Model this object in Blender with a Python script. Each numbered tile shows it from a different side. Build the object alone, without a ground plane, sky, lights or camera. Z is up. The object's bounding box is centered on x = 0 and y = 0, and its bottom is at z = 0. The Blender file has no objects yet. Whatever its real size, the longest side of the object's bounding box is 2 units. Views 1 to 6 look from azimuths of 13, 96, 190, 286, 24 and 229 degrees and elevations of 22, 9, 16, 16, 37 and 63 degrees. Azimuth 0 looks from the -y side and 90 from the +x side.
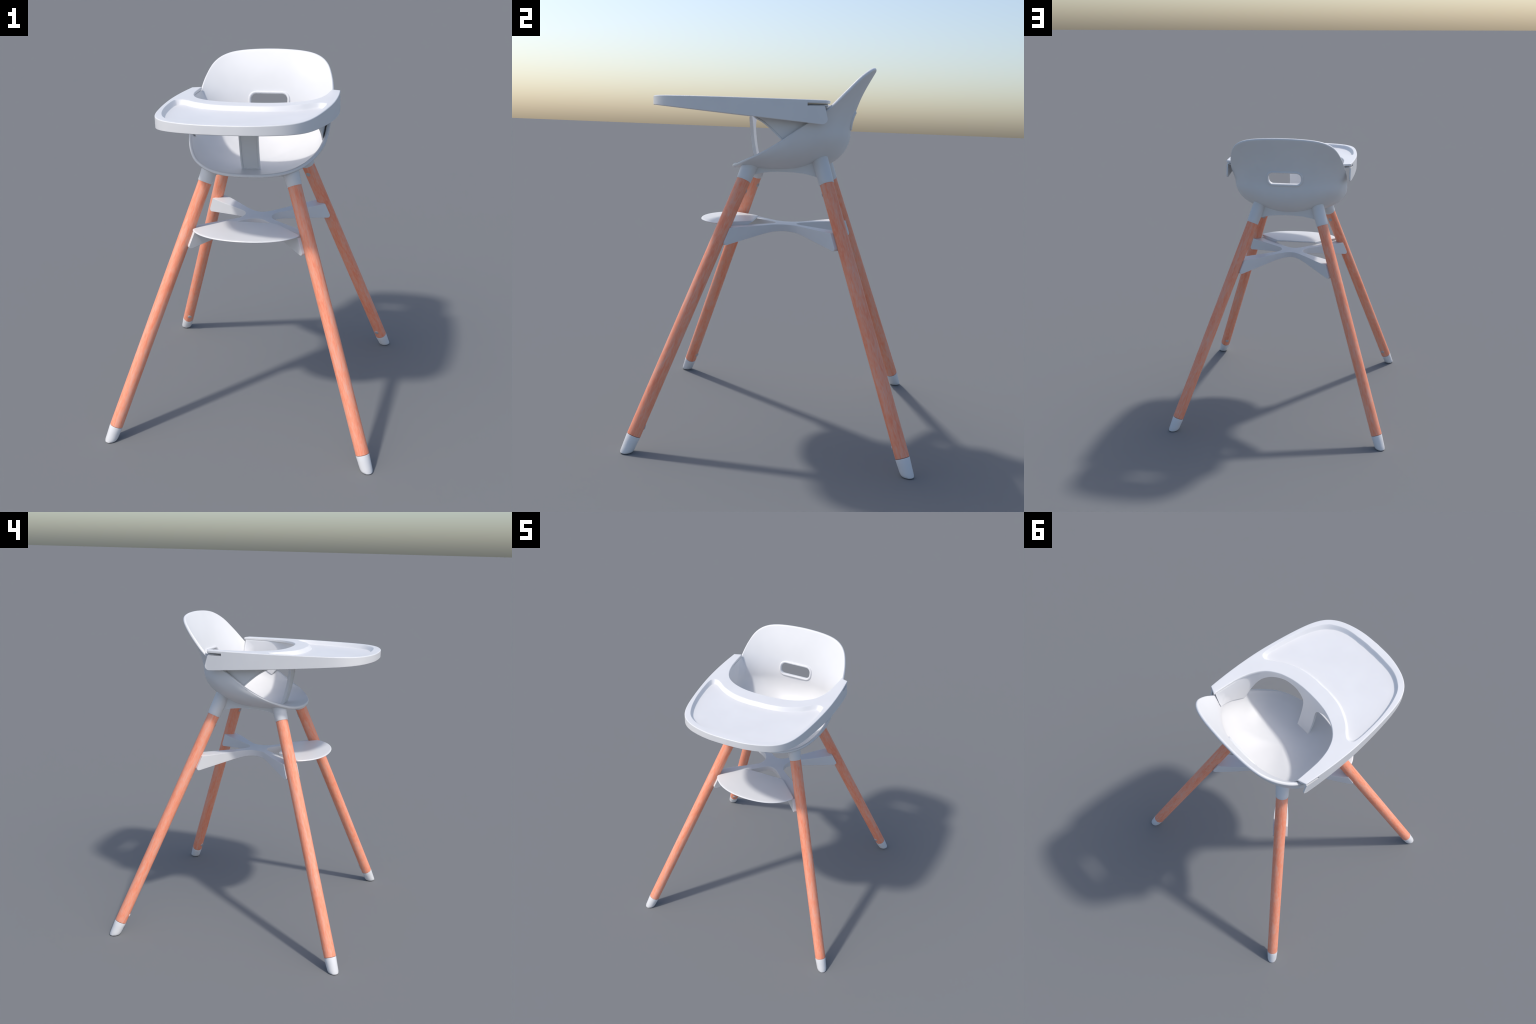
# Wooden-legged high chair: moulded seat shell, U-shaped tray, crotch bar,
# four splayed legs with sockets and foot caps, X brace and footrest.
import bpy, bmesh, math
import numpy as np
from mathutils import Vector, Matrix
from mathutils.bvhtree import BVHTree
from mathutils.geometry import delaunay_2d_cdt

# ------------------------------------------------------------------ helpers
def spline(K, per, closed=False, mirror_ends=False):
    """Catmull-Rom through control points; `per` samples per span."""
    K = np.array(K, float)
    n = len(K)
    if closed:
        E = np.vstack([K[-1], K, K[0], K[1]])
        spans = n
    else:
        if mirror_ends:                     # curve continues mirrored in x
            m = np.ones(K.shape[1]); m[0] = -1
            a, b = K[1] * m, K[-2] * m
        else:
            a, b = 2 * K[0] - K[1], 2 * K[-1] - K[-2]
        E = np.vstack([a, K, b])
        spans = n - 1
    out = []
    for i in range(spans):
        p0, p1, p2, p3 = E[i:i + 4]
        t = np.linspace(0, 1, per, endpoint=False)[:, None]
        out.append(.5 * (2 * p1 + (p2 - p0) * t + (2 * p0 - 5 * p1 + 4 * p2 - p3) * t ** 2
                         + (3 * p1 - p0 - 3 * p2 + p3) * t ** 3))
    out = np.vstack(out)
    if not closed:
        out = np.vstack([out, K[-1]])
    return out

def mirrored_loop(half):
    """half curve with x>=0 from (0,..) to (0,..) -> closed loop."""
    other = half[1:-1][::-1].copy()
    other[:, 0] *= -1
    return np.vstack([half, other])

def smooth01(t):
    t = np.clip(t, 0, 1)
    return t * t * (3 - 2 * t)

def make(name, verts, faces, mat, parent, angle=35, weighted=False, bevel=0, segs=3, recalc=True):
    me = bpy.data.meshes.new(name)
    me.from_pydata([tuple(map(float, v)) for v in verts], [], [tuple(f) for f in faces])
    if recalc:
        bm = bmesh.new(); bm.from_mesh(me)
        bmesh.ops.remove_doubles(bm, verts=bm.verts, dist=1e-5)
        bmesh.ops.dissolve_degenerate(bm, dist=1e-6, edges=bm.edges)
        bmesh.ops.recalc_face_normals(bm, faces=bm.faces)
        bm.to_mesh(me); bm.free()
    ob = bpy.data.objects.new(name, me)
    bpy.context.scene.collection.objects.link(ob)
    if bevel:
        md = ob.modifiers.new('bevel', 'BEVEL'); md.width = bevel; md.segments = segs
        md.limit_method = 'ANGLE'; md.angle_limit = math.radians(38); md.use_clamp_overlap = True
        apply_mods(ob); me = ob.data
    me.polygons.foreach_set('use_smooth', [True] * len(me.polygons))
    me.set_sharp_from_angle(angle=math.radians(angle))
    if weighted:
        md = ob.modifiers.new('wn', 'WEIGHTED_NORMAL'); md.keep_sharp = True; md.weight = 50
    me.materials.clear()
    me.materials.append(mat)
    if parent is not None:
        ob.parent = parent
    return ob

def apply_mods(ob):
    dg = bpy.context.evaluated_depsgraph_get()
    me = bpy.data.meshes.new_from_object(ob.evaluated_get(dg))
    old = ob.data
    ob.modifiers.clear()
    ob.data = me
    me.name = old.name
    bpy.data.meshes.remove(old)

def cdt_fill(loops, keep):
    """Triangulate between closed 2D loops. keep(x,y) decides which triangles stay."""
    pts, edges = [], []
    for lp in loops:
        b = len(pts); n = len(lp)
        pts += [Vector((float(p[0]), float(p[1]))) for p in lp]
        edges += [(b + i, b + (i + 1) % n) for i in range(n)]
    v, e, f, ov, oe, of = delaunay_2d_cdt(pts, edges, [], 0, 1e-7)
    tris = []
    for t in f:
        c = sum((v[i] for i in t), Vector((0, 0))) / len(t)
        if keep(c.x, c.y):
            tris.append([ov[i][0] if ov[i] else None for i in t])
    return [t for t in tris if None not in t]

def inside(loop):
    L = np.asarray(loop)[:, :2]
    A, B = L, np.roll(L, -1, axis=0)
    def f(x, y):
        c = (A[:, 1] > y) != (B[:, 1] > y)
        with np.errstate(divide='ignore', invalid='ignore'):
            xi = (B[:, 0] - A[:, 0]) * (y - A[:, 1]) / (B[:, 1] - A[:, 1]) + A[:, 0]
        return (np.count_nonzero(c & (x < xi)) % 2) == 1
    return f

def inset(loop, d):
    """Offset a closed 2D loop to its inner side by d (mitred)."""
    L = np.asarray(loop, float)
    a = L - np.roll(L, 1, axis=0); b = np.roll(L, -1, axis=0) - L
    a /= np.linalg.norm(a, axis=1)[:, None]; b /= np.linalg.norm(b, axis=1)[:, None]
    area = np.sum(L[:, 0] * np.roll(L[:, 1], -1) - np.roll(L[:, 0], -1) * L[:, 1])
    s = 1 if area > 0 else -1
    na = np.stack([-a[:, 1], a[:, 0]], 1) * s; nb = np.stack([-b[:, 1], b[:, 0]], 1) * s
    m = na + nb
    m /= np.maximum((m * m).sum(1), .35)[:, None] / 2
    return L + m * np.asarray(d).reshape(-1, 1)

def strip(faces, A, B, closed=True):
    n = len(A)
    for i in range(n if closed else n - 1):
        j = (i + 1) % n
        faces.append((A[i], A[j], B[j], B[i]))

# ---------------------------------------------------------------- materials
def plastic():
    m = bpy.data.materials.new('white_plastic'); m.use_nodes = True
    nt = m.node_tree; b = nt.nodes['Principled BSDF']
    tc = nt.nodes.new('ShaderNodeTexCoord')
    no = nt.nodes.new('ShaderNodeTexNoise'); no.inputs['Scale'].default_value = 6
    no.inputs['Detail'].default_value = 3
    cr = nt.nodes.new('ShaderNodeValToRGB')
    cr.color_ramp.elements[0].position = .3; cr.color_ramp.elements[1].position = .7
    cr.color_ramp.elements[0].color = (.705, .705, .710, 1)
    cr.color_ramp.elements[1].color = (.730, .730, .734, 1)
    nt.links.new(tc.outputs['Object'], no.inputs['Vector'])
    nt.links.new(no.outputs['Fac'], cr.inputs['Fac'])
    nt.links.new(cr.outputs['Color'], b.inputs['Base Color'])
    b.inputs['Roughness'].default_value = .42
    b.inputs['Specular IOR Level'].default_value = .4
    return m

def wood():
    m = bpy.data.materials.new('stained_wood'); m.use_nodes = True
    nt = m.node_tree; N = nt.nodes; L = nt.links; b = N['Principled BSDF']
    tc = N.new('ShaderNodeTexCoord')
    oi = N.new('ShaderNodeObjectInfo')
    add = N.new('ShaderNodeVectorMath'); add.operation = 'ADD'
    mul = N.new('ShaderNodeVectorMath'); mul.operation = 'SCALE'; mul.inputs['Scale'].default_value = 7
    comb = N.new('ShaderNodeCombineXYZ')
    for k in 'XYZ':
        L.new(oi.outputs['Random'], comb.inputs[k])
    L.new(comb.outputs[0], mul.inputs[0])
    L.new(tc.outputs['Object'], add.inputs[0]); L.new(mul.outputs[0], add.inputs[1])
    def grain(sx, sz, detail, dist=0.):
        mp = N.new('ShaderNodeMapping'); mp.inputs['Scale'].default_value = (sx, sx, sz)
        n = N.new('ShaderNodeTexNoise'); n.inputs['Scale'].default_value = 1
        n.inputs['Detail'].default_value = detail; n.inputs['Distortion'].default_value = dist
        L.new(add.outputs[0], mp.inputs['Vector']); L.new(mp.outputs[0], n.inputs['Vector'])
        return n.outputs['Fac']
    broad = grain(42, 5, 3, .6)
    fine = grain(230, 30, 4, .3)
    mix = N.new('ShaderNodeMath'); mix.operation = 'MULTIPLY_ADD'
    L.new(fine, mix.inputs[0]); mix.inputs[1].default_value = .54
    half = N.new('ShaderNodeMath'); half.operation = 'MULTIPLY'; half.inputs[1].default_value = .50
    L.new(broad, half.inputs[0]); L.new(half.outputs[0], mix.inputs[2])
    cr = N.new('ShaderNodeValToRGB'); e = cr.color_ramp.elements
    e[0].position = .38; e[0].color = (.92, .262, .140, 1)
    e[1].position = .68; e[1].color = (.84, .43, .325, 1)
    mid = e.new(.52); mid.color = (.93, .35, .215, 1)
    L.new(mix.outputs[0], cr.inputs['Fac'])
    L.new(cr.outputs['Color'], b.inputs['Base Color'])
    b.inputs['Roughness'].default_value = .55
    b.inputs['Specular IOR Level'].default_value = .35
    bp = N.new('ShaderNodeBump'); bp.inputs['Strength'].default_value = .08; bp.inputs['Distance'].default_value = .002
    L.new(fine, bp.inputs['Height']); L.new(bp.outputs[0], b.inputs['Normal'])
    return m

def steel():
    m = bpy.data.materials.new('brushed_steel'); m.use_nodes = True
    nt = m.node_tree; b = nt.nodes['Principled BSDF']
    no = nt.nodes.new('ShaderNodeTexNoise'); no.inputs['Scale'].default_value = 120
    cr = nt.nodes.new('ShaderNodeValToRGB')
    cr.color_ramp.elements[0].color = (.46, .42, .42, 1); cr.color_ramp.elements[1].color = (.54, .50, .50, 1)
    tc = nt.nodes.new('ShaderNodeTexCoord')
    nt.links.new(tc.outputs['Object'], no.inputs['Vector'])
    nt.links.new(no.outputs['Fac'], cr.inputs['Fac']); nt.links.new(cr.outputs['Color'], b.inputs['Base Color'])
    b.inputs['Metallic'].default_value = .15; b.inputs['Roughness'].default_value = .4
    return m

PLASTIC, WOOD, STEEL = plastic(), wood(), steel()

chair = bpy.data.objects.new('high_chair', None)
bpy.context.scene.collection.objects.link(chair)
chair['label'] = 'white moulded high chair with tray and splayed orange wooden legs'
chair['category'] = 'high chair'

# --------------------------------------------------------------- seat shell
POLE = np.array([0, .02, 1.434])
GIRDLE_Z = 1.66
# rim from front centre to back centre (x >= 0)
RIM = [(0, -.313, 1.450), (.12, -.299, 1.451), (.222, -.261, 1.465), (.300, -.200, 1.496), (.348, -.117, 1.538),
       (.376, -.027, 1.593), (.387, .060, 1.654), (.390, .15, 1.718), (.386, .24, 1.786), (.370, .315, 1.862),
       (.333, .380, 1.932), (.268, .424, 1.973), (.165, .447, 1.993), (0, .455, 2.000)]
# girdle: widest line of the bowl below the back part of the rim
GIRDLE = [None] * 6 + [(.385, .057), (.382, .128), (.366, .190), (.332, .238), (.280, .277), (.212, .307), (.12, .330), (0, .337)]
# how square the bowl's profile is (superellipse exponent) under each rim point
SQUARE = [2.4, 2.4, 2.45, 2.5, 2.5, 2.5, 2.45, 2.22, 1.98, 1.82, 1.85, 2.0, 2.18, 2.28]

def shell_grid(per=10, rows=56):
    rim = spline(RIM, per, mirror_ends=True)
    g = np.array([[r[0], r[1]] if q is None else q for r, q in zip(RIM, GIRDLE)])
    gir = spline(g, per, mirror_ends=True)
    key = np.linspace(0, len(RIM) - 1, len(rim))
    ell = smooth01((key - .5) / 5.)                 # 0 at the front lip, 1 from the sides on
    sq = spline(np.column_stack([np.zeros(len(RIM)), SQUARE]), per)[:, 1]
    P = []
    for r, gg, w, n in zip(rim, gir, ell, sq):
        e_ = r[2] - GIRDLE_Z                       # soft minimum of rim height and girdle height
        wall = .5 * (e_ + math.sqrt(e_ * e_ + .0009)) if e_ > -.12 else 0.
        wall = max(wall - .0019, 0.)
        zg = r[2] - wall
        lo = np.hypot(gg[0] - POLE[0], gg[1] - POLE[1]) * 1.1
        f_low = lo / (lo + wall * 1.15)
        T = np.linspace(0, 1, rows)
        col = []
        for t in T:
            s = t * 1.0
            if s <= f_low or wall < 1e-6:
                u = min(s / f_low, 1)
                th = u * math.pi / 2
                a_e = math.sin(th) ** (2 / n); b_e = 1 - max(math.cos(th), 0) ** (2 / n)
                a_f = u; b_f = u ** 3.2
                a = a_e * w + a_f * (1 - w)
                b = b_e * w + b_f * (1 - w)
                col.append((POLE[0] + (gg[0] - POLE[0]) * a, POLE[1] + (gg[1] - POLE[1]) * a, POLE[2] + (zg - POLE[2]) * b))
            else:
                u = (s - f_low) / (1 - f_low)
                a = u ** 1.5
                col.append((gg[0] + (r[0] - gg[0]) * a, gg[1] + (r[1] - gg[1]) * a, zg + (r[2] - zg) * u))
        P.append(col)
    P = np.array(P)                                 # half, [key, row]
    M = P[1:-1][::-1].copy(); M[:, :, 0] *= -1
    P = np.vstack([P, M])                           # closed in axis 0
    ker = np.exp(-.5 * (np.arange(-9, 10) / 3.5) ** 2); ker /= ker.sum()
    Q = sum(k * np.roll(P, o, axis=0) for k, o in zip(ker, range(-9, 10)))
    w = (1 - np.linspace(0, 1, rows) ** 3)[None, :, None]
    return P * (1 - w) + Q * w                      # fair the bowl, keep the rim

G = shell_grid()
NC, NR = G.shape[:2]
def grid_normals(G):
    du = np.roll(G, -1, 0) - np.roll(G, 1, 0)
    dv = np.gradient(G, axis=1)
    n = np.cross(du, dv)
    l = np.linalg.norm(n, axis=2, keepdims=True)
    n = n / np.maximum(l, 1e-9)
    n[:, 0] = (0, 0, -1)
    # orient outward (away from a point inside the bowl)
    c = np.array([0, .05, 1.75])
    s = np.sign(((G - c) * n).sum(2, keepdims=True)); s[s == 0] = 1
    n = n * s
    return n
GN = grid_normals(G)
TH = .014
rowt = np.linspace(0, 1, NR)
G = G + GN * (.006 * smooth01((rowt - .74) / .26))[None, :, None]   # the lip rolls slightly outward
v_out = G
TR = TH + .004 * smooth01((rowt - .70) / .30)                          # thicker towards the rim
v_in = G - GN * TR[None, :, None]
TH = TR[-1]
# rounded rim edge between the outer and the inner sheet
edge_dir = G[:, -1] - G[:, -2]
edge_dir -= GN[:, -1] * (edge_dir * GN[:, -1]).sum(1, keepdims=True)
edge_dir /= np.linalg.norm(edge_dir, axis=1, keepdims=True)
mid = G[:, -1] - GN[:, -1] * TH / 2
ARC = 7
verts, faces = [], []
def add_ring(R):
    b = len(verts); verts.extend(R.tolist()); return list(range(b, b + len(R)))
rings = []
shift = edge_dir * (TH / 2)                        # keep the rim at its measured place
for j in range(1, NR):
    R = v_out[:, j]
    if j == NR - 1: R = R - shift
    rings.append(add_ring(R))
for k in range(1, ARC):
    a = math.pi * k / ARC
    rings.append(add_ring(mid - shift + GN[:, -1] * math.cos(a) * TH / 2 + edge_dir * math.sin(a) * TH / 2))
for j in range(NR - 1, 0, -1):
    R = v_in[:, j]
    if j == NR - 1: R = R - shift
    rings.append(add_ring(R))
for a, b in zip(rings[:-1], rings[1:]):
    strip(faces, a, b)
p_out = len(verts); verts.append(G[0, 0].tolist())
p_in = len(verts); verts.append((G[0, 0] + [0, 0, TR[0]]).tolist())
for i in range(NC):
    faces.append((p_out, rings[0][i], rings[0][(i + 1) % NC]))
    faces.append((p_in, rings[-1][(i + 1) % NC], rings[-1][i]))
shell = make('seat_shell', verts, faces, PLASTIC, chair, angle=60)
bmq = bmesh.new(); bmq.from_mesh(shell.data); bmesh.ops.triangulate(bmq, faces=bmq.faces)
SHELL = BVHTree.FromBMesh(bmq); bmq.free()

def back_hit(x, z, from_front):
    """y of the shell's back panel at (x, z), seen from inside or outside."""
    o = Vector((x, 0.0, z)) if from_front else Vector((x, .8, z))
    h = SHELL.ray_cast(o, Vector((0, 1 if from_front else -1, 0)))
    return h[0]

# hand hole through the back, with a raised lip around it
HOLE_Z, HOLE_W, HOLE_H, HOLE_R = 1.722, .112, .041, .034
def rounded_rect(w, h, r, per=10):
    pts = []
    for cx, cy, a0 in ((w - r, h - r, 0), (-w + r, h - r, 90), (-w + r, -h + r, 180), (w - r, -h + r, 270)):
        for k in range(per + 1):
            a = math.radians(a0 + 90 * k / per)
            pts.append((cx + r * math.cos(a), cy + r * math.sin(a)))
    return pts
rr = rounded_rect(HOLE_W, HOLE_H, HOLE_R)
nv = len(rr)
cv = [(x, .15, HOLE_Z + z) for x, z in rr] + [(x, .55, HOLE_Z + z) for x, z in rr]
cf = [tuple(range(nv)), tuple(range(2 * nv - 1, nv - 1, -1))] + [(i, (i + 1) % nv, nv + (i + 1) % nv, nv + i) for i in range(nv)]
cutter = make('hole_cutter', cv, cf, PLASTIC, None)
md = shell.modifiers.new('hole', 'BOOLEAN'); md.object = cutter; md.operation = 'DIFFERENCE'; md.solver = 'EXACT'
lipv, lipf = [], []
lip_rings = []
SEC = 14
for i, (x, z) in enumerate(rr):
    a, b = rr[i - 1], rr[(i + 1) % nv]
    t = Vector((b[0] - a[0], 0, b[1] - a[1])).normalized()
    out = Vector((t.z, 0, -t.x))                    # away from the hole's middle
    hi = back_hit(x * 1.04, HOLE_Z + z * 1.06, True); ho = back_hit(x * 1.04, HOLE_Z + z * 1.06, False)
    c = (hi + ho) / 2
    c = Vector((x, c.y, HOLE_Z + z)) + out * .004
    hw = (ho.y - hi.y) / 2 + .0085
    ring = []
    for k in range(SEC):
        an = 2 * math.pi * k / SEC
        ca, sa = math.cos(an), math.sin(an)
        ca = math.copysign(abs(ca) ** .75, ca); sa = math.copysign(abs(sa) ** .75, sa)
        p = c + out * (ca * .0085) + Vector((0, 1, -.15)).normalized() * (sa * hw)
        ring.append(len(lipv)); lipv.append(tuple(p))
    lip_rings.append(ring)
for i in range(nv):
    strip(lipf, lip_rings[i], lip_rings[(i + 1) % nv])
bpy.context.view_layer.update()
apply_mods(shell)
shell.data.polygons.foreach_set('use_smooth', [True] * len(shell.data.polygons))
shell.data.set_sharp_from_angle(angle=math.radians(60))
bpy.data.objects.remove(cutter)
make('hand_hole_rim', lipv, lipf, PLASTIC, shell, angle=80)

def shell_under(p, d):
    """first hit of the shell's outside going from p in direction d."""
    h = SHELL.ray_cast(Vector(p), Vector(d))
    return h[0]

# --------------------------------------------------------------------- tray
TOP, PLATE = 1.812, .017
OUTER = [(.426, .212), (.433, .12), (.437, .03), (.438, -.07), (.435, -.17), (.426, -.28), (.413, -.39), (.395, -.50),
         (.372, -.583), (.338, -.645), (.284, -.693), (.206, -.727), (.11, -.748), (0, -.754)]
CUT = [(.373, .231), (.368, .12), (.360, .045), (.338, -.035), (.298, -.103), (.235, -.152), (.155, -.183), (.075, -.196), (0, -.199)]
oh = spline(OUTER, 8)
oh[-8:, 1] = np.minimum(oh[-8:, 1], oh[-8:, 1])
ch = spline(CUT, 8)
def both(h):
    m = h[:-1][::-1].copy(); m[:, 0] *= -1
    return np.vstack([h, m])
outer = both(oh)                                    # right arm end -> front -> left arm end
cut = both(ch)                                      # right inner -> front -> left inner
loop = np.vstack([outer, cut[::-1]])                # closed horseshoe
n_out = len(outer)
is_outer = np.arange(len(loop)) < n_out
skirt_z = lambda y: 1.7065 - .0787 * y
SLOT_Y = .12
# duplicate the column where the slot begins so the skirt can end square
ys = loop[:, 1]
cols, zb = [], []
for i, p in enumerate(loop):
    if is_outer[i] and p[1] < SLOT_Y + 1e-6:
        prev_in = i > 0 and is_outer[i - 1] and loop[i - 1][1] > SLOT_Y + 1e-6
        nxt_in = i + 1 < len(loop) and is_outer[i + 1] and loop[i + 1][1] > SLOT_Y + 1e-6
        if prev_in: cols.append(p); zb.append(TOP - PLATE)
        cols.append(p); zb.append(skirt_z(p[1]))
        if nxt_in: cols.append(p); zb.append(TOP - PLATE)
    else:
        cols.append(p); zb.append(TOP - PLATE)
cols = np.array(cols); zb = np.array(zb)
# insets from the clean loop, mapped back to the duplicated columns
idx = [int(np.argmin(((loop - c) ** 2).sum(1))) for c in cols]
def ins(d): return inset(loop, d)[idx]
SK = .009
def ring2(xy, z):
    z = np.full(len(xy), z) if np.isscalar(z) else z
    return np.column_stack([xy, z])
RB = .005
tv, tf = [], []
def tring(R):
    b = len(tv); tv.extend(R.tolist()); return list(range(b, b + len(R)))
rg = []
rg.append(tring(ring2(ins(RB), TOP)))
for a in (30, 60, 90):
    r = math.radians(a)
    rg.append(tring(ring2(ins(RB * (1 - math.sin(r))), TOP - RB * (1 - math.cos(r)))))
rg.append(tring(ring2(ins(0.), zb + .003)))
rg.append(tring(ring2(ins(.003), zb)))
rg.append(tring(ring2(ins(SK - .002), zb)))
rg.append(tring(ring2(ins(SK), zb + .002 * (zb < 1.79))))
rg.append(tring(ring2(ins(SK + .0005), TOP - PLATE)))
for a, b in zip(rg[:-1], rg[1:]):
    strip(tf, a, b)
# food recess
RT = [(0, -.288), (.068, -.288), (.17, -.271), (.272, -.225), (.335, -.172), (.366, -.154), (.392, -.160), (.405, -.186),
      (.404, -.266), (.386, -.412), (.350, -.545), (.300, -.632), (.205, -.688), (.07, -.704), (0, -.705)]
RF = [(0, -.312), (.068, -.312), (.17, -.296), (.268, -.249), (.338, -.197), (.362, -.183), (.381, -.187), (.390, -.206),
      (.389, -.270), (.371, -.410), (.336, -.536), (.287, -.616), (.195, -.667), (.067, -.683), (0, -.684)]
rt = mirrored_loop(spline(RT, 8, mirror_ends=True))
rf = mirrored_loop(spline(RF, 8, mirror_ends=True))
DEPTH = .025
def recess(sign, zoff, grow):
    prof = []
    for u in np.linspace(0, 1, 10):
        xy = rt * (1 - u) + rf * u
        prof.append((xy, TOP - zoff - DEPTH * (.6 * u + .4 * float(smooth01(u)))))
    return prof
tops = [tring(ring2(xy, z)) for xy, z in recess(1, 0, 0)]
for a, b in zip(tops[:-1], tops[1:]):
    strip(tf, a, b)
def fill(ringsets, z_keep):
    loops = [[tv[i][:2] for i in r] for r in ringsets]
    flat = [i for r in ringsets for i in r]
    for t in cdt_fill(loops, z_keep):
        tf.append([flat[i] for i in t])
def uniq(r):
    out = []
    for i in r:
        if not out or np.hypot(tv[i][0] - tv[out[-1]][0], tv[i][1] - tv[out[-1]][1]) > 1e-6:
            out.append(i)
    return out
top_ring = uniq(rg[0]); bot_ring = uniq(rg[-1])
in_top, in_rt = inside([tv[i] for i in top_ring]), inside(rt)
fill([top_ring, tops[0]], lambda x, y: in_top(x, y) and not in_rt(x, y))
in_rf = inside(rf)
fill([tops[-1]], lambda x, y: in_rf(x, y))
# underside of plate with the bulging recess floor
UND = .006
lows = [tring(ring2(xy, z)) for xy, z in
        [(rt, TOP - PLATE), (rt * .5 + rf * .5, TOP - PLATE - .004), (rf, TOP - DEPTH - .0065)]]
for a, b in zip(lows[:-1], lows[1:]):
    strip(tf, a, b)
in_bot = inside([tv[i] for i in bot_ring])
# make sure the recess loop stays inside the skirt's inner line
fill([bot_ring, lows[0]], lambda x, y: in_bot(x, y) and not in_rt(x, y))
fill([lows[-1]], lambda x, y: in_rf(x, y))
# skirt ears behind the slot
ox = lambda y: float(np.interp(y, oh[::-1, 1], oh[::-1, 0]))
for sx in (1, -1):
    E = []
    yy = np.concatenate([np.linspace(SLOT_Y, .196, 8), np.linspace(.2, .2235, 10)])
    for y in yy:
        zt = 1.782 if y <= .207 else 1.782 - (y - .207) / .0175 * .066
        zl = skirt_z(y)
        if y > .198: zl = skirt_z(.198) + .026 * (1 - math.sqrt(max(1 - ((y - .198) / .026) ** 2, 0)))
        x = ox(min(y, .212))
        E.append([(sx * (x + dx), y, z) for dx, z in ((0, zt - .0), (0, zl + .002), (-.002, zl), (-.007, zl), (-SK, zl + .002), (-SK, zt))])
    E = np.array(E)
    er = [tring(e) for e in E]
    for a, b in zip(er[:-1], er[1:]):
        strip(tf, a, b)
    tf.append(er[0]); tf.append(er[-1][::-1])
tray = make('tray', tv, tf, PLASTIC, chair, angle=40, weighted=True)

# release latches sitting in the slots
for sx in (1, -1):
    x1, x0 = .414, .382
    lv = [(sx * x, y, z) for z in (1.7828, 1.7868) for x, y in ((x0, .128), (x1, .128), (x1, .205), (x0 + .01, .222), (x0, .222))]
    lf = [(0, 1, 2, 3, 4), (9, 8, 7, 6, 5)] + [(i, (i + 1) % 5, 5 + (i + 1) % 5, 5 + i) for i in range(5)]
    make('tray_latch', lv, lf, PLASTIC, tray, bevel=.0012, segs=2)

# ----------------------------------------- guard wall with the crotch post
# The wall is unrolled: s = distance from the centre line along the cut-out, z = height.
WALL_T, POST_Z = .007, 1.448
wc = spline([(.3700, .220), (.3660, .12), (.3615, .03), (.359, -.013), (.355, -.046), (.346, -.082), (.326, -.117), (.288, -.153),
             (.225, -.180), (.15, -.195), (.075, -.201), (0, -.203)], 40)
seg = np.concatenate([[0], np.cumsum(np.linalg.norm(np.diff(wc, axis=0), axis=1))])
S_END = seg[-1]
arc = (S_END - seg)[::-1]; wcr = wc[::-1]
GT = TOP - PLATE - .0005
LOWER = [(.0515, POST_Z), (.052, 1.54), (.052, 1.61), (.054, 1.655), (.062, 1.682), (.075, 1.698), (.09, 1.711), (.118, 1.728), (.145, 1.735),
         (.18, 1.738), (.214, 1.736), (.26, 1.724), (.297, 1.711), (.33, 1.700), (.356, 1.689), (.39, 1.667), (.428, 1.635), (.459, 1.606),
         (.478, 1.587), (.486, 1.577), (.494, 1.573), (.506, 1.577), (.58, 1.623), (.65, 1.668), (S_END - .02, 1.686), (S_END - .007, 1.696), (S_END, 1.722)]
half = [p for p in spline(LOWER, 6)]
half = [np.array((s_, POST_Z)) for s_ in np.linspace(0, .046, 8)] + half + \
       [np.array((s_, GT)) for s_ in np.linspace(S_END, 0, 70)]
edge = np.array(half)
other = edge[1:-1][::-1].copy(); other[:, 0] *= -1
edge = np.vstack([edge, other])
RIBW = .0075
rib_a, rib_b = inset(edge, RIBW), inset(edge, RIBW + .0025)
is_in_b = inside(rib_b)
poly_a, poly_b = edge, np.roll(edge, -1, axis=0)
def edge_dist(p):
    ab = poly_b - poly_a
    t = np.clip(((p - poly_a) * ab).sum(1) / np.maximum((ab ** 2).sum(1), 1e-12), 0, 1)
    return np.sqrt((((poly_a + ab * t[:, None]) - p) ** 2).sum(1).min())
grid_pts = [(x, z) for x in np.arange(-.64, .641, .0085) for z in np.arange(1.455, GT, .0085)]
grid_pts = [p for p in grid_pts if is_in_b(*p) and edge_dist(np.array(p)) > RIBW + .006]
def guard_map(s_, z, d):
    """unrolled (s, z) and offset d to the outside -> world."""
    a = abs(s_)
    x = np.interp(a, arc, wcr[:, 0]); y = np.interp(a, arc, wcr[:, 1])
    e = 2e-3
    tx = np.interp(a + e, arc, wcr[:, 0]) - np.interp(a - e, arc, wcr[:, 0]) if a > e else 1.
    ty = np.interp(a + e, arc, wcr[:, 1]) - np.interp(a - e, arc, wcr[:, 1]) if a > e else 0.
    l = math.hypot(tx, ty); nx, ny = -ty / l, tx / l            # towards the child
    w = float(smooth01((a - .10) / .15))
    dz = (GT - z) / .34
    lean = .048 * dz ** 2.6 * (1 - w) + (.012 * dz) * w
    x += nx * (lean - d); y += ny * (lean - d)
    if a > .42:                                                 # stay inside the seat shell
        h = SHELL.ray_cast(Vector((.15, y, z)), Vector((1, 0, 0)))[0]
        if h is not None and h.x < .41:
            x = min(x, h.x - (.0012 if d > .003 else .0065))
    return (math.copysign(x, s_) if abs(s_) > 1e-9 else 0., y, z)
pts2, edges2 = [], []
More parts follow.
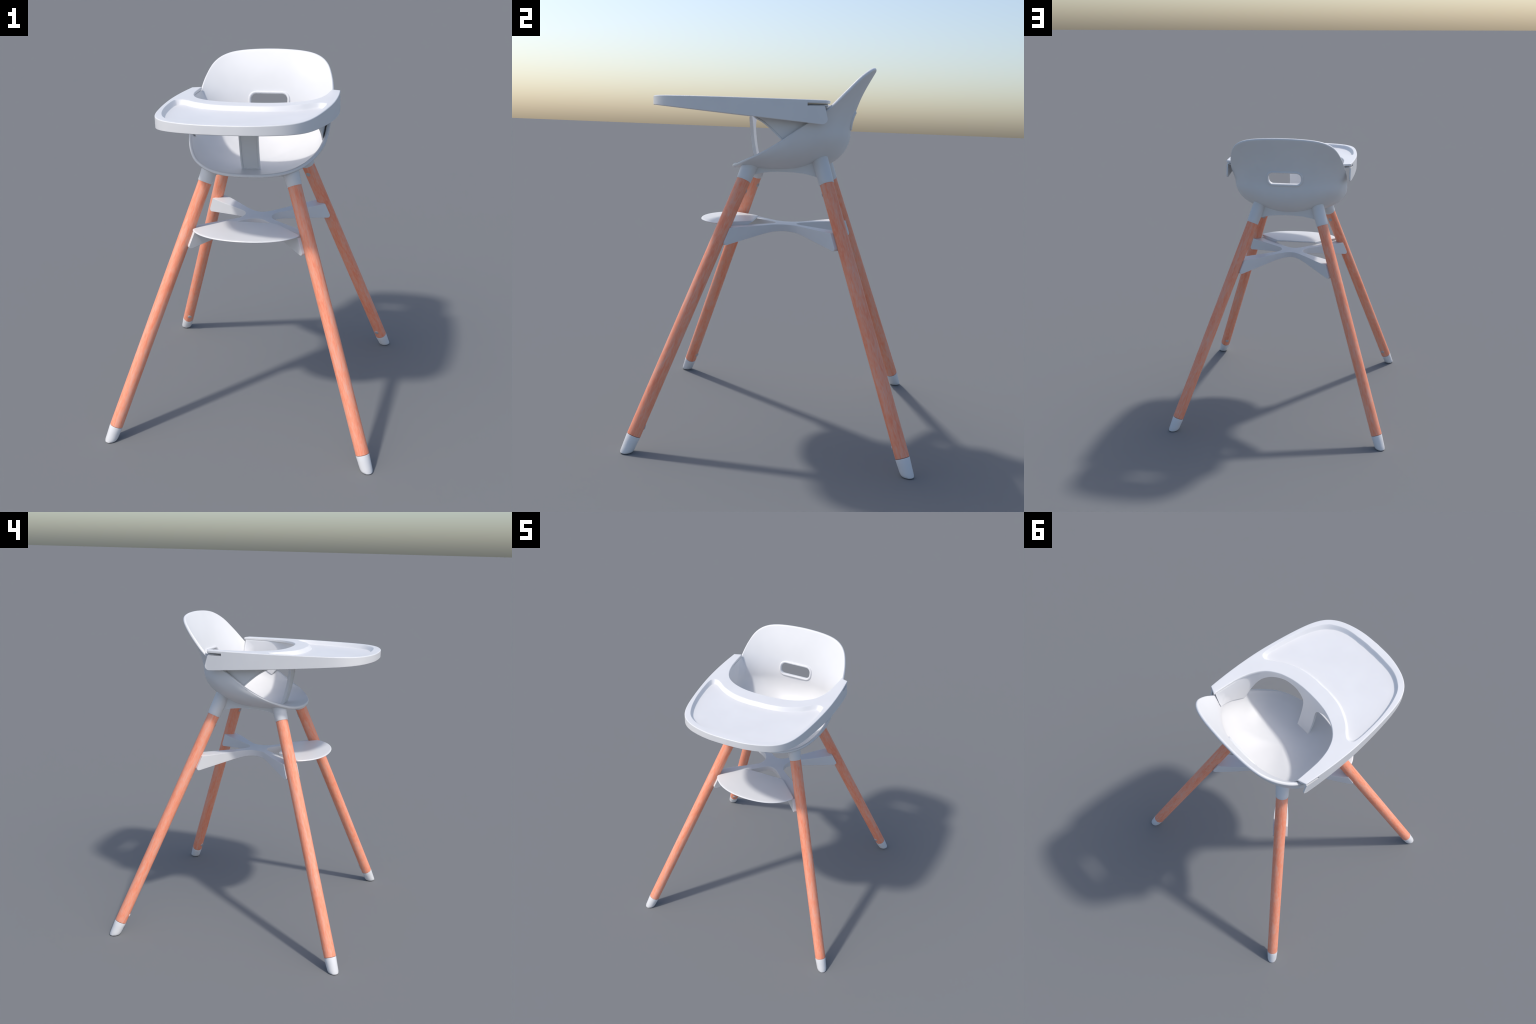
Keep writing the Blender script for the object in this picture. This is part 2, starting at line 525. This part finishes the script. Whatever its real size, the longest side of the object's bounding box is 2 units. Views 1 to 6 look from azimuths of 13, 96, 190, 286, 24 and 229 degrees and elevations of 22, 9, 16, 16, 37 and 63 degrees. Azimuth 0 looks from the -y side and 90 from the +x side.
def add_loop(lp):
    b = len(pts2); n = len(lp)
    pts2.extend(Vector((float(p[0]), float(p[1]))) for p in lp)
    edges2.extend((b + i, b + (i + 1) % n) for i in range(n))
add_loop(edge); n_edge = len(edge)
add_loop(rib_a); add_loop(rib_b)
pts2 += [Vector(p) for p in grid_pts]
vv, ee, fc, ov, oe, of = delaunay_2d_cdt(pts2, edges2, [], 0, 1e-7)
in_edge = inside(edge)
tri = [t for t in fc if in_edge(*(sum((vv[i] for i in t), Vector((0, 0))) / 3))]
gi, go = [], []
for p in vv:
    dist = edge_dist(np.array(p))
    near_top = p[1] > GT - .02
    rib = 1. if dist < RIBW + .001 and not near_top else 0.
    body = WALL_T + .008 * (1 - float(smooth01((abs(p[0]) - .06) / .08)))
    # soften the edges a little
    rnd = .0015 if dist < 1e-5 else 0.
    gi.append(guard_map(p[0], p[1], rnd)); go.append(guard_map(p[0], p[1], body + (.006 - .003 * float(smooth01((abs(p[0]) - .3) / .1))) * rib - rnd))
off = len(gi)
gf = [tuple(t) for t in tri] + [tuple(off + i for i in t[::-1]) for t in tri]
cnt = {}
for t in tri:
    for k in range(3):
        a, b = t[k], t[(k + 1) % 3]
        cnt.setdefault((min(a, b), max(a, b)), []).append((a, b))
for k, l in cnt.items():
    if len(l) == 1:
        a, b = l[0]; gf.append((b, a, off + a, off + b))
make('crotch_guard', gi + go, gf, PLASTIC, tray, angle=40)

# ------------------------------------------------------------ legs and feet
FOOT_X, FOOT_YF, FOOT_YB = .7125, -.7055, .7170
SX, SY = .3385, .3535                               # run per metre of height
TAN = math.hypot(SX, SY); TAU = math.atan(TAN); CT = math.cos(TAU)
LEG_R = .0368

def leg_mesh():
    v, f, rgs = [], [], []
    z0, z1 = .082 / CT, 1.415 / CT
    for z, r in [(z0, LEG_R - .003), (z0 + .002, LEG_R - .001)] + \
            [(z0 + .003 + (z1 - z0 - .003) * k / 20, LEG_R - .0009 + .0009 * k / 20) for k in range(21)]:
        ring = []
        for k in range(56):
            a = 2 * math.pi * k / 56
            ring.append(len(v)); v.append((r * math.cos(a), r * math.sin(a), z))
        rgs.append(ring)
    for a, b in zip(rgs[:-1], rgs[1:]): strip(f, a, b)
    f.append(rgs[0][::-1]); f.append(rgs[-1])
    return v, f

def cap_mesh():
    """tapered foot cap: oblique, round, level underneath (leg frame)."""
    v, f, rgs = [], [], []
    zj = .0805 / CT
    n = 48
    ringdefs = [(0., .80, 0), (0., .93, .003), (.03, 1., .010), (.25, 1., .010), (.6, 1, .01), (.97, 1, .01), (1., .985, .01)]
    for t, sc, zmin in ringdefs:
        ring = []
        for k in range(n):
            a = 2 * math.pi * k / n
            r = (.0325 + (LEG_R - .0005 - .0325) * t) * sc
            x, y = r * math.cos(a), r * math.sin(a)
            # lower end lies level on the ground: leg-frame z that gives world z
            zl_ground = (zmin - x * math.sin(TAU)) / CT
            zz = zl_ground + (zj - zl_ground) * t
            ring.append(len(v)); v.append((x, y, zz))
        rgs.append(ring)
    for a, b in zip(rgs[:-1], rgs[1:]): strip(f, a, b)
    f.append(rgs[0][::-1]); f.append(rgs[-1])
    return v, f

def bolt_mesh():
    v, f, rgs = [], [], []
    for h, r in ((-.008, .0134), (.0006, .0134), (.0020, .0120), (.0028, .009), (.0032, .004)):
        ring = []
        for k in range(20):
            a = 2 * math.pi * k / 20
            ring.append(len(v)); v.append((-LEG_R + .0005 - h, r * math.cos(a), r * math.sin(a)))
        rgs.append(ring)
    for a, b in zip(rgs[:-1], rgs[1:]): strip(f, a, b)
    f.append(rgs[0][::-1]); f.append(rgs[-1])
    return v, f

leg0 = cap0 = bolt0 = None
sockets = []
for fx, fy in ((FOOT_X, FOOT_YF), (-FOOT_X, FOOT_YF), (FOOT_X, FOOT_YB), (-FOOT_X, FOOT_YB)):
    phi = math.atan2(math.copysign(SY, fy), math.copysign(SX, fx))
    M = Matrix.Translation((fx, fy, 0)) @ Matrix.Rotation(phi, 4, 'Z') @ Matrix.Rotation(-TAU, 4, 'Y')
    if leg0 is None:
        leg0 = leg = make('leg', *leg_mesh(), WOOD, chair, angle=30)
        cap0 = cap = make('foot_cap', *cap_mesh(), PLASTIC, leg, angle=50)
        bolt0 = make('bolt', *bolt_mesh(), STEEL, leg, angle=40)
        bolts = [bolt0]
    else:
        leg = leg0.copy(); bpy.context.scene.collection.objects.link(leg); leg.parent = chair
        cap = cap0.copy(); bpy.context.scene.collection.objects.link(cap); cap.parent = leg
        bolts = [bolt0.copy()]; bpy.context.scene.collection.objects.link(bolts[0]); bolts[0].parent = leg
    b2 = bolt0.copy(); bpy.context.scene.collection.objects.link(b2); b2.parent = leg; bolts.append(b2)
    leg.matrix_local = M
    turn = math.radians(24) * (1 if fx * fy > 0 else -1)     # screw heads face the y axis a little
    for bo, bz in zip(bolts, (1.338, .132)):
        bo.location = (0, 0, bz / CT); bo.rotation_euler = (0, 0, turn)
    # socket: sleeve from the leg top up to the shell
    v, f, rgs = [], [], []
    up = (M.to_3x3() @ Vector((0, 0, 1))).normalized()
    ns = 56
    zs = 1.382 / CT
    for z, r in ((zs, .0366), (zs, .0388), (zs + .0015, .0398), (zs + .02, .0405), (zs + .045, .0415)):
        ring = []
        for k in range(ns):
            a = 2 * math.pi * k / ns
            p = M @ Vector((r * math.cos(a), r * math.sin(a), z))
            ring.append(len(v)); v.append(tuple(p))
        rgs.append(ring)
    ring = []
    for k in range(ns):
        a = 2 * math.pi * k / ns
        r = .0440
        p = M @ Vector((r * math.cos(a), r * math.sin(a), zs))
        h = shell_under(p, up)
        q = (h + up * .006) if h is not None else p + up * .07
        ring.append(len(v)); v.append(tuple(q))
    rgs.append(ring)
    for a, b in zip(rgs[:-1], rgs[1:]): strip(f, a, b)
    f.append(rgs[0][::-1]); f.append(rgs[-1])
    make('leg_socket', v, f, PLASTIC, chair, angle=50)

# rails under the shell from socket to socket
def rail(p0, p1, nrm, mid_z, end_z):
    v, f, rgs = [], [], []
    p0, p1, nrm = np.array(p0), np.array(p1), np.array(nrm)
    for t in np.linspace(0, 1, 25):
        c = p0 + (p1 - p0) * t
        e = abs(2 * t - 1)
        zlo = mid_z + (end_z - mid_z) * e ** 2.6
        ring = []
        tops_ = []
        for sgn in (-1, 1):
            q = c + nrm * .007 * sgn
            h = shell_under((q[0], q[1], 1.30), (0, 0, 1))
            tops_.append(max((h.z if h is not None else 1.45) + .005, zlo + .004))
        for sgn, z in ((-1, tops_[0]), (-1, zlo), (1, zlo), (1, tops_[1])):
            q = c + nrm * .007 * sgn
            ring.append(len(v)); v.append((q[0], q[1], z))
        rgs.append(ring)
    for a, b in zip(rgs[:-1], rgs[1:]): strip(f, a, b)
    f.append(rgs[0][::-1]); f.append(rgs[-1])
    make('seat_rail', v, f, PLASTIC, chair, angle=40)
ax, ayf, ayb = .207, -.178, .186
for sx in (1, -1):
    rail((sx * ax, ayf - .012), (sx * ax, ayb + .012), (1, 0), 1.435, 1.404)
rail((-ax - .012, ayf), (ax + .012, ayf), (0, 1), 1.437, 1.404)
rail((-ax - .012, ayb), (ax + .012, ayb), (0, 1), 1.437, 1.404)

# ---------------------------------------------------------- X brace, footrest
BT, ARM_L = 1.135, .432
def half_w(d): return .0245 + .0225 * float(smooth01((d - .10) / .30))
def quadrant(a_from, a_to, crotch, n=16):
    """plan outline from the end of one arm, round the crotch, to the end of the next."""
    pts = []
    mid_a = (a_from + a_to) / 2
    ds = np.concatenate([ARM_L - np.array([0, .002, .005, .009, .014, .020, .026]), np.linspace(ARM_L - .034, .115, n)])
    for d in ds:
        c, s = math.cos(a_from), math.sin(a_from)
        w = half_w(d); pts.append((d * c - w * s, d * s + w * c))
    left = pts[-1]
    right = []
    for d in ds[::-1]:
        c, s = math.cos(a_to), math.sin(a_to)
        w = half_w(d); right.append((d * c + w * s, d * s - w * c))
    r0 = right[0]
    m = np.array([math.cos(mid_a), math.sin(mid_a)]) * crotch
    for t in np.linspace(0, 1, 11)[1:-1]:
        p = (1 - t) ** 2 * np.array(left) + 2 * t * (1 - t) * (2 * m - (np.array(left) + np.array(r0)) / 2) + t * t * np.array(r0)
        pts.append(tuple(p))
    return pts + right
A1 = math.atan2(.314, .329)
angs = [A1, math.pi - A1, math.pi + A1, 2 * math.pi - A1, 2 * math.pi + A1]
outline = []
for k in range(4):
    outline += quadrant(angs[k], angs[k + 1], .060 if k % 2 == 0 else .078)
outline = np.array(outline)
def brace_bottom(r):
    b = 1.099 - .064 * (r / .44) ** 1.9
    k = (r - (ARM_L - .027)) / .0275
    if k > 0: b += .030 * (1 - math.sqrt(max(1 - min(k, 1) ** 2, 0)))
    return b
def along(p):
    """distance from the centre along the nearest arm and that arm's direction."""
    best = max(((p[0] * math.cos(a) + p[1] * math.sin(a)), a) for a in angs[:4])
    return best
bv, bf, brings = [], [], []
LV = 7
for l in range(LV):
    t = l / (LV - 1)
    ring = []
    for p in outline:
        d, a = along(p)
        z = BT + (brace_bottom(d) - BT) * t
        sft = (BT - z) * TAN * float(smooth01((d - .22) / (ARM_L - .22)))
        ring.append(len(bv)); bv.append((p[0] + sft * math.cos(a), p[1] + sft * math.sin(a), z))
    brings.append(ring)
for a, b in zip(brings[:-1], brings[1:]): strip(bf, a, b)
ino = inside(outline)
tris = cdt_fill([outline], ino)
bf += [tuple(t) for t in tris]
bf += [tuple(brings[-1][i] for i in t) for t in tris]
brace = make('cross_brace', bv, bf, PLASTIC, chair, angle=40, bevel=.0035, segs=3, weighted=True)

FR = [(0, -.480), (.08, -.474), (.155, -.455), (.220, -.421), (.266, -.378), (.287, -.344), (.284, -.325), (.262, -.300), (.20, -.236), (.152, -.186), (.135, -.176), (.07, -.175), (0, -.175)]
fr = mirrored_loop(spline(FR, 6, mirror_ends=True))
FT = 1.1545
# thin leaf at the front and the rear, turned down along the brace arms
side = smooth01((np.abs(fr[:, 0]) - .14) / .03) * smooth01((fr[:, 1] + .345) / .07)
FB = FT - .0095 - .015 * side
fv, ff, frr = [], [], []
prof = [(.014, 1, 0), (.004, 1, 0), (.0008, 1, .002), (0, 1, .004), (.0006, 0, .0045), (.0025, 0, .0015), (.006, 0, .0003), (.012, 0, 0)]
for d, low, dz in prof:
    xy = inset(fr, d)
    z = FB + dz if low else np.full(len(fr), FT - dz)
    if (d, dz) == (.014, 0): z = np.full(len(fr), FT - .0095)
    b = len(fv); fv += [(x, y, zz) for (x, y), zz in zip(xy, z)]; frr.append(list(range(b, b + len(xy))))
for a, b in zip(frr[:-1], frr[1:]): strip(ff, a, b)
for k in (0, -1):
    lp = [fv[i] for i in frr[k]]; inn = inside(lp)
    ff += [tuple(frr[k][i] for i in t) for t in cdt_fill([lp], inn)]
make('footrest', fv, ff, PLASTIC, brace, angle=50, weighted=True)
